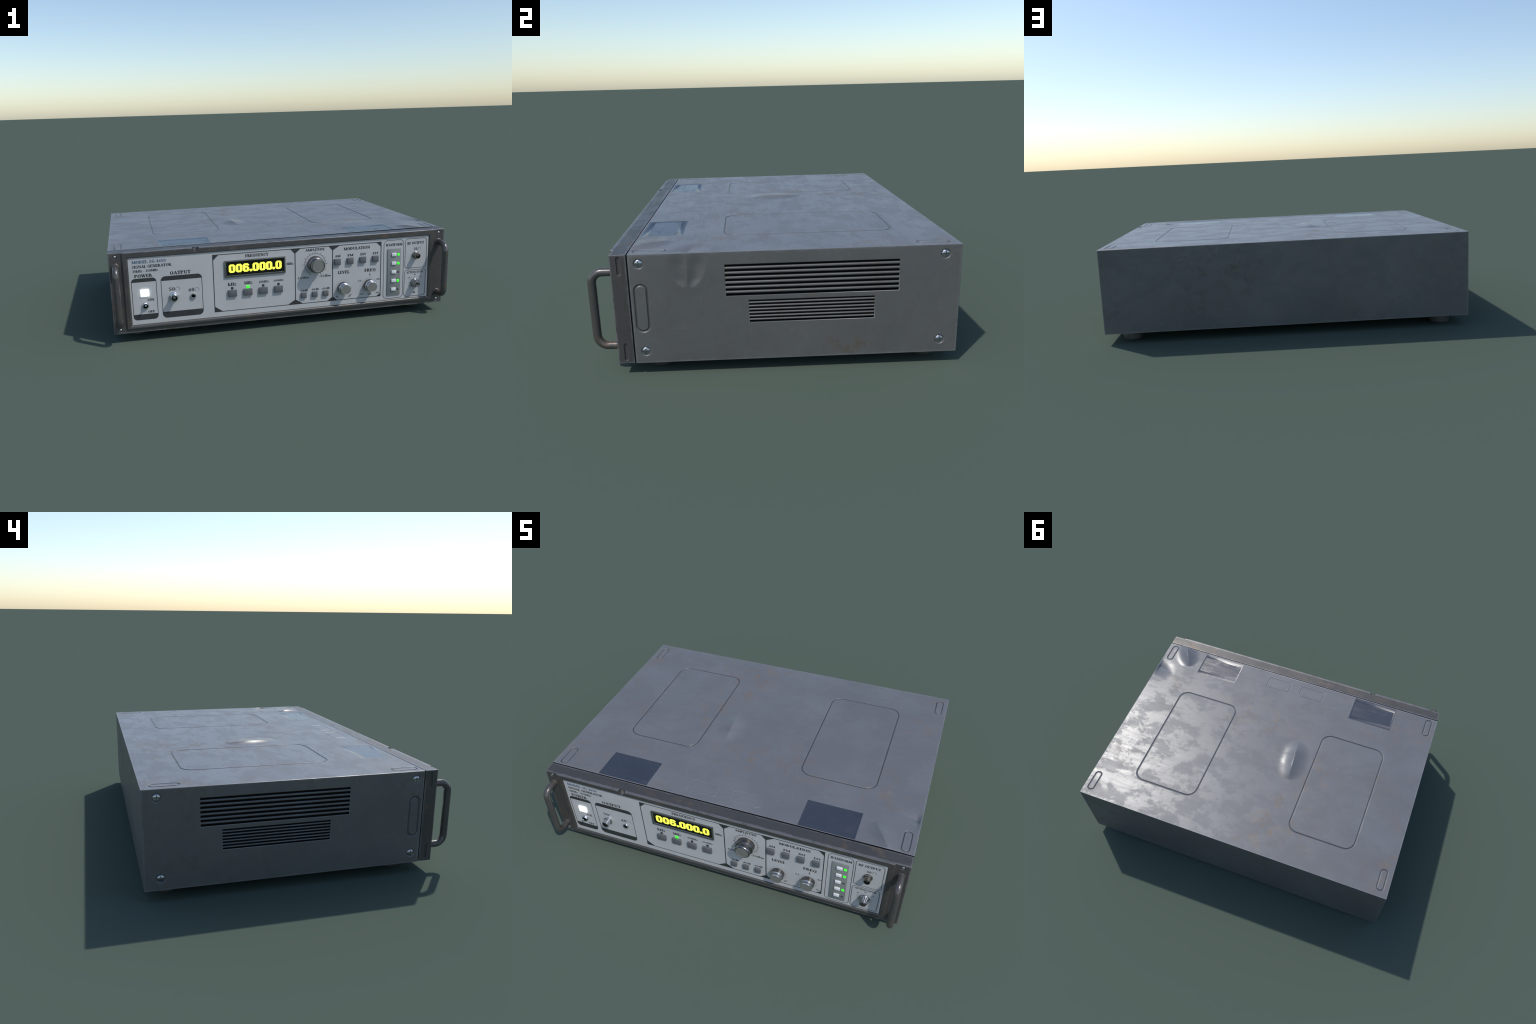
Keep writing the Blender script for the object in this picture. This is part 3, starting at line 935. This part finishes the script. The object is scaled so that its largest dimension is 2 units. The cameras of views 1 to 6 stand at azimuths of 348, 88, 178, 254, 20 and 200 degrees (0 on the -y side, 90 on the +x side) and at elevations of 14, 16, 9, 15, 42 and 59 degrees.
WORDS = [('MODEL SG-1650', -.874, -.688, .4525, .0165), ('SIGNAL GENERATOR', -.875, -.659, .4270, .0152),
         ('10kHz - 150MHz', -.873, -.734, .4035, .0130), ('POWER', -.865, -.767, .3730, .0180),
         ('OATPUT', -.671, -.555, .3750, .0190), ('-ON', -.809, -.766, .2350, .0140), ('-OFF', -.811, -.765, .1662, .0130),
         ('50', -.682, -.647, .2815, .0200), ('60', -.573, -.539, .2685, .0200), ('FREQUENCY', -.241, -.105, .4405, .0165),
         ('MHz', .001, .042, .3745, .0135), ('kHz', -.347, -.298, .2800, .0180), ('MHz', -.252, -.204, .2810, .0170),
         ('10MHz', -.167, -.106, .2815, .0125), ('100MHz', -.079, -.018, .2825, .0105),
         ('AMPLITUDE', .116, .233, .4452, .0140), ('-120dBm', .062, .136, .2830, .0125), ('+13dBm', .199, .272, .2842, .0125),
         ('-20dB', .079, .130, .2045, .0128), ('-40dB', .145, .198, .2060, .0128), ('-60dB', .210, .265, .2058, .0128),
         ('MODULATION', .351, .516, .4340, .0165), ('AM', .296, .331, .3955, .0138), ('FM', .375, .411, .3952, .0140),
         ('INT', .455, .491, .3952, .0135), ('EXT', .534, .570, .3955, .0130), ('LEVEL', .315, .388, .2925, .0178),
         ('FREQ', .483, .555, .2920, .0180), ('1', .512, .522, .2660, .0140), ('0.1', .442, .464, .2345, .0095),
         ('100', .562, .583, .2355, .0090), ('0.1', .457, .479, .1500, .0095), ('kHz', .505, .529, .1465, .0095),
         ('100', .557, .578, .1505, .0090), ('WAVEFORM', .616, .724, .4370, .0150), ('RF OUTPUT', .756, .865, .4375, .0155),
         ('50', .799, .823, .4015, .0150), ('ATTENUATOR', .755, .865, .2572, .0125), ('10', .804, .818, .2440, .0080),
         ('dB', .799, .819, .1290, .0100)]
for i, (t, x0, x1, zb, h) in enumerate(WORDS):
    word(t, x0, x1, zb, h, M_INK_BLUE if i == 0 else (M_INK if h > .0128 else M_INK_MID))
word('MIN', .300, .322, .1480, .0085, M_INK_MID, math.radians(-38))
word('MAX', .380, .402, .1490, .0085, M_INK_MID, math.radians(38))
word('20', .767, .780, .2262, .0075, M_INK_MID, math.radians(38))
word('30', .844, .857, .2272, .0075, M_INK_MID, math.radians(-38))

def arc_polys(cx, cz, r, w, a0, a1, n=24):
    p = []
    for i in range(n):
        b0, b1 = (math.radians(a0 + (a1 - a0) * k / n) for k in (i, i + 1))
        p.append([(cx + r * math.cos(b0), cz + r * math.sin(b0)), (cx + r * math.cos(b1), cz + r * math.sin(b1)),
                  (cx + (r - w) * math.cos(b1), cz + (r - w) * math.sin(b1)), (cx + (r - w) * math.cos(b0), cz + (r - w) * math.sin(b0))])
    return p
def ticks(cx, cz, spec, w):
    out = []
    for a, r0, r1 in spec:
        c, s_ = math.cos(math.radians(a)), math.sin(math.radians(a))
        out.append([(cx + r0 * c - s_ * w / 2, cz + r0 * s_ + c * w / 2), (cx + r1 * c - s_ * w / 2, cz + r1 * s_ + c * w / 2),
                    (cx + r1 * c + s_ * w / 2, cz + r1 * s_ - c * w / 2), (cx + r0 * c + s_ * w / 2, cz + r0 * s_ - c * w / 2)])
    return out
for cx, cz, r in ((-.6330, .2905, .0125), (-.5245, .2775, .0125), (.8365, .4085, .0105)):    # ohm marks
    bm_ = arc_polys(cx, cz, r, 0.0018, -55, 235)
    flat('ohm_mark', bm_, M_INK_GREY)
AMP = (0.1742, 0.3672)
flat('dial_scale', arc_polys(*AMP, 0.0630, 0.0016, -62, 242, 60), M_INK_MID)
flat('dial_scale', ticks(*AMP, [(242 - 15.2 * i, 0.0624, 0.0765 if i % 2 == 0 else 0.0700) for i in range(21)], 0.0018), M_INK_MID)
LEV, FRQ, ATT = (0.349, 0.2065), (0.5145, 0.2080), (0.8105, 0.1955)
for c in (LEV, FRQ):
    flat('dial_scale', ticks(*c, [(222 - 12.0 * i, 0.0435, 0.0490) for i in range(23)], 0.0015), M_INK_GREY)
flat('dial_scale', ticks(*FRQ, [(33, 0.049, 0.0690)], 0.0015), M_INK_MID)
flat('dial_scale', ticks(*ATT, [(232 - 14.2 * i, 0.0350, 0.0440 if i % 2 == 0 else 0.0400) for i in range(21)], 0.0014), M_INK_MID)

# ------------------------------------------------------------------ display
dsp = box('display', -0.3610, -0.0085, YP - 0.0045, YP + 0.002, 0.3335, 0.4265, M_SCREEN, panel)
bm = bmesh.new()
def loopv(x0, x1, z0, z1, y):
    return [bm.verts.new((x, y, z)) for x, z in ((x0, z0), (x1, z0), (x1, z1), (x0, z1))]
L = [loopv(-0.3635, -0.0065, 0.3315, 0.4285, YP), loopv(-0.3635, -0.0065, 0.3315, 0.4285, YP - 0.0080),
     loopv(-0.3545, -0.0140, 0.3400, 0.4215, YP - 0.0080), loopv(-0.3525, -0.0155, 0.3420, 0.4200, YP - 0.0040)]
for A, B in zip(L[:-1], L[1:]):
    for k in range(4):
        bm.faces.new((A[k], A[(k + 1) % 4], B[(k + 1) % 4], B[k]))
bmesh.ops.recalc_face_normals(bm, faces=bm.faces)
es = [e_ for e_ in bm.edges if all(v in L[1] for v in e_.verts)]
bmesh.ops.bevel(bm, geom=es, offset=0.0012, segments=2, profile=0.5, affect='EDGES')
obj_from_bm('display_frame', bm, M_DFRAME, dsp)

def chamfer_rect(x0, x1, z0, z1, c):
    return [(x0, z0 + c), (x0 + c, z0), (x1 - c, z0), (x1, z0 + c), (x1, z1 - c), (x1 - c, z1), (x0 + c, z1), (x0, z1 - c)]
DW, DZ0, DZ1 = 0.0370, 0.3570, 0.4060
def digit(ch, x):
    y = YP - 0.0046
    if ch == '0':
        o_ = chamfer_rect(x, x + DW, DZ0, DZ1, 0.0085)
        w = DW / 2 - 0.0042
        i_ = chamfer_rect(x + w, x + DW - w, DZ0 + 0.0105, DZ1 - 0.0105, 0.0012)
        return flat('display_digit', ring_polys(o_, i_), M_DIGIT, y, dsp)
    if ch == '6':
        w = DW / 2 - 0.0042
        zm = 0.3865
        o_ = chamfer_rect(x, x + DW, DZ0, zm + 0.0025, 0.0085)
        o_[6], o_[7] = (x, zm + 0.0025), (x, zm + 0.0025)
        i_ = chamfer_rect(x + w, x + DW - w, DZ0 + 0.0105, zm - 0.0055, 0.0010)
        polys = ring_polys(o_, i_)
        polys.append([(x, zm + 0.0025), (x + 0.0150, zm + 0.0025), (x + 0.0150, DZ1 - 0.0105), (x + 0.0165, DZ1 - 0.0105),
                      (x + 0.0165, DZ1), (x + 0.0085, DZ1), (x, DZ1 - 0.0085)])
        polys.append([(x + 0.0160, DZ1), (x + 0.0160, DZ1 - 0.0105), (x + DW - 0.0150, DZ1 - 0.0135), (x + DW, DZ1 - 0.0135),
                      (x + DW, DZ1 - 0.0085), (x + DW - 0.0085, DZ1)])
        polys = [p for p in polys if abs(sum(p[k][0] * p[(k + 1) % len(p)][1] - p[(k + 1) % len(p)][0] * p[k][1] for k in range(len(p)))) > 1e-9]
        return flat('display_digit', polys, M_DIGIT, y, dsp)
    return flat('display_digit', [chamfer_rect(x, x + 0.0152, DZ0, DZ0 + 0.0145, 0.003)], M_DIGIT, y, dsp)
for ch, x in (('0', -.3390), ('0', -.2985), ('6', -.2580), ('.', -.2185), ('0', -.2015), ('0', -.1615), ('0', -.1220), ('.', -.0845), ('0', -.0665)):
    digit(ch, x)

# ------------------------------------------------------------------ buttons, diodes, lamp
def button_mesh(name, w, h, d, mat, bev=0.0016):
    bm_ = bmesh.new()
    bm_box(bm_, -w / 2, w / 2, -d, 0.002, -h / 2, h / 2, bev, 2)
    me = bpy.data.meshes.new(name)
    bm_.to_mesh(me)
    bm_.free()
    me.materials.append(mat)
    finish(me, 35)
    return me
B1 = button_mesh('button', 0.0510, 0.0395, 0.0110, M_BUTTON)
for x in (-.3230, -.2325, -.1415, -.0510):
    place('button', B1, (x, YP, 0.2360), panel)
B2 = button_mesh('button', 0.0385, 0.0375, 0.0120, M_BUTTON)
for x in (.3100, .3895, .4690, .5485):
    place('button', B2, (x, YP, 0.3685), panel)
B3 = button_mesh('button', 0.0325, 0.0330, 0.0110, M_BUTTON)
for x in (.1020, .1695, .2370):
    place('button', B3, (x, YP, 0.1835), panel)
DI = button_mesh('diode', 0.0135, 0.0135, 0.0016, M_DIODE, 0.0006)
DG = button_mesh('lit_diode', 0.0180, 0.0180, 0.0022, M_GREEN, 0.0018)
for i, x in enumerate((-.3230, -.2315, -.1405, -.0495)):
    place('lit_diode' if i == 1 else 'diode', DG if i == 1 else DI, (x, YP, 0.2655), panel)
box('power_lamp', -.8385, -.7925, YP - 0.0065, YP + 0.001, .2630, .3025, M_LAMP, panel, 0.002)
plate = box('switch_plate', .6290, .7125, YP - 0.0055, YP + 0.001, .1310, .4210, M_PLATE, panel, 0.0012)
WB = button_mesh('push_button', 0.0300, 0.0200, 0.0065, M_WHITE, 0.0018)
def disc_button(name, w, h, r, d, mat):
    bm_ = bmesh.new()
    pts = rrect(0, 0, w / 2, h / 2, r, 6)
    ins = rrect(0, 0, w / 2 - 0.0008, h / 2 - 0.0008, r - 0.0008, 6)
    rings = [[bm_.verts.new((x, y, z)) for x, z in p] for p, y in ((pts, 0.001), (pts, -d + 0.0008), (ins, -d))]
    for A, B in zip(rings[:-1], rings[1:]):
        for k in range(len(A)):
            bm_.faces.new((A[k], A[(k + 1) % len(A)], B[(k + 1) % len(A)], B[k]))
    bm_.faces.new(rings[-1])
    bmesh.ops.recalc_face_normals(bm_, faces=bm_.faces)
    me = bpy.data.meshes.new(name)
    bm_.to_mesh(me)
    bm_.free()
    me.materials.append(mat)
    finish(me, 35)
    return me
WG = disc_button('lit_diode', 0.0150, 0.0165, 0.0062, 0.0022, M_GREEN)
WD = button_mesh('diode', 0.0095, 0.0100, 0.0010, M_DIODE, 0.0004)
for i in range(5):
    z = .3855 - i * .0541
    place('push_button', WB, (.6680, YP - 0.0055, z), plate)
    lit = i in (0, 1, 3)
    place('lit_diode' if lit else 'diode', WG if lit else WD, (.6975, YP - 0.0055, .3835 - i * .0543), plate)

# ------------------------------------------------------------------ knobs
K1 = lathe_mesh('knob', [(0.0485, 0, 0), (0.0485, 0.030, 0), (0.0470, 0.034, 1), (0.0420, 0.0355, 0), (0.0405, 0.037, 0), (0.0405, 0.051, 0),
                         (0.0418, 0.0525, 1), (0.0418, 0.0575, 1), (0.0395, 0.0605, 1), (0.0345, 0.0612, 1), (0.0335, 0.0600, 2), (0, 0.0600, 2)],
                 [M_KNOB, M_KNOB_RING, M_KNOB_CAP], 64, )
place('knob', K1, (AMP[0], YP, AMP[1]), panel)
K2 = lathe_mesh('knob', [(0.0365, 0, 0), (0.0365, 0.024, 0), (0.0355, 0.0265, 1), (0.0335, 0.0275, 1), (0.0318, 0.0285, 1), (0.0312, 0.030, 3), (0.0312, 0.039, 3),
                         (0.0316, 0.0405, 1), (0.0312, 0.0440, 1), (0.0290, 0.0455, 1), (0.0282, 0.0448, 2), (0, 0.0448, 2)],
                 [M_KNOB, M_CHROME, M_KNOB_CAP, M_KNOB_RING], 56)
for c in (LEV, FRQ):
    place('knob', K2, (c[0], YP, c[1]), panel)
K3 = lathe_mesh('fluted_knob', [(0.0290, 0, 0), (0.0290, 0.004, 0), (0.0262, 0.008, 0), (0.0250, 0.010, 0), (0.0205, 0.0320, 0), (0.0175, 0.0355, 0),
                                (0.0165, 0.0395, 0), (0.0140, 0.0405, 0), (0.0120, 0.0395, 1), (0.006, 0.0385, 1), (0, 0.0385, 1)],
                [M_KNOB_RING, M_KNOB], 96, (12, 0.0095, 0.033, 0.12))
place('fluted_knob', K3, (ATT[0], YP, ATT[1]), panel)

# ------------------------------------------------------------------ connectors and toggle
BNC = lathe_mesh('coaxial_connector', [(0.0250, 0, 0), (0.0250, 0.0085, 0), (0.0230, 0.0100, 0), (0.0185, 0.0110, 0), (0.0178, 0.030, 0), (0.0200, 0.0315, 0),
                                       (0.0200, 0.0385, 0), (0.0185, 0.0400, 0), (0.0150, 0.0400, 0), (0.0138, 0.0380, 1), (0.0138, 0.022, 1), (0.0085, 0.022, 1),
                                       (0.0085, 0.0360, 0), (0.0060, 0.0365, 0), (0.0050, 0.030, 1), (0.0028, 0.030, 1), (0.0028, 0.036, 0), (0, 0.0365, 0)],
                 [M_CHROME, M_BLACK], 40)
place('coaxial_connector', BNC, (-0.6565, YP, 0.2485), panel)
RF = lathe_mesh('coaxial_connector', [(0.0225, 0, 0), (0.0225, 0.0065, 0), (0.0205, 0.0085, 0), (0.0172, 0.0095, 0), (0.0168, 0.0325, 0), (0.0160, 0.0345, 0),
                                      (0.0125, 0.0350, 0), (0.0115, 0.0330, 1), (0.0115, 0.020, 1), (0.0072, 0.020, 1), (0.0072, 0.0320, 0), (0.0050, 0.0325, 0),
                                      (0.0042, 0.026, 1), (0.0022, 0.026, 1), (0.0022, 0.032, 0), (0, 0.0325, 0)],
                [M_RFBROWN, M_BLACK], 40)
place('coaxial_connector', RF, (0.8108, YP, 0.3705), panel)
JACK = lathe_mesh('jack_socket', [(0.0165, 0, 0), (0.0165, 0.0065, 0), (0.0150, 0.0085, 0), (0.0120, 0.0090, 0), (0.0098, 0.0080, 0), (0.0088, 0.004, 1), (0.0088, 0.001, 1), (0, 0.001, 1)],
                  [M_CHROME, M_BLACK], 36)
place('jack_socket', JACK, (-0.5475, YP, 0.2410), panel)
NUT = lathe_mesh('toggle_switch', [(0.0192, 0, 0), (0.0192, 0.0060, 0), (0.0178, 0.0085, 0), (0.0150, 0.0125, 0), (0.0130, 0.0130, 0), (0.0110, 0.0110, 1), (0.0110, 0.003, 1), (0, 0.003, 1)],
                 [M_CHROME, M_BLACK], 36)
tog = place('toggle_switch', NUT, (-0.8155, YP, 0.2095), panel)
LEVER = lathe_mesh('lever', [(0.0030, 0.002, 0), (0.0036, 0.018, 0), (0.0050, 0.032, 0), (0.0046, 0.0355, 0), (0, 0.0370, 0)], [M_CHROME], 20)
place('lever', LEVER, (-0.8155, YP, 0.2085), tog, (math.radians(-16), 0, 0))
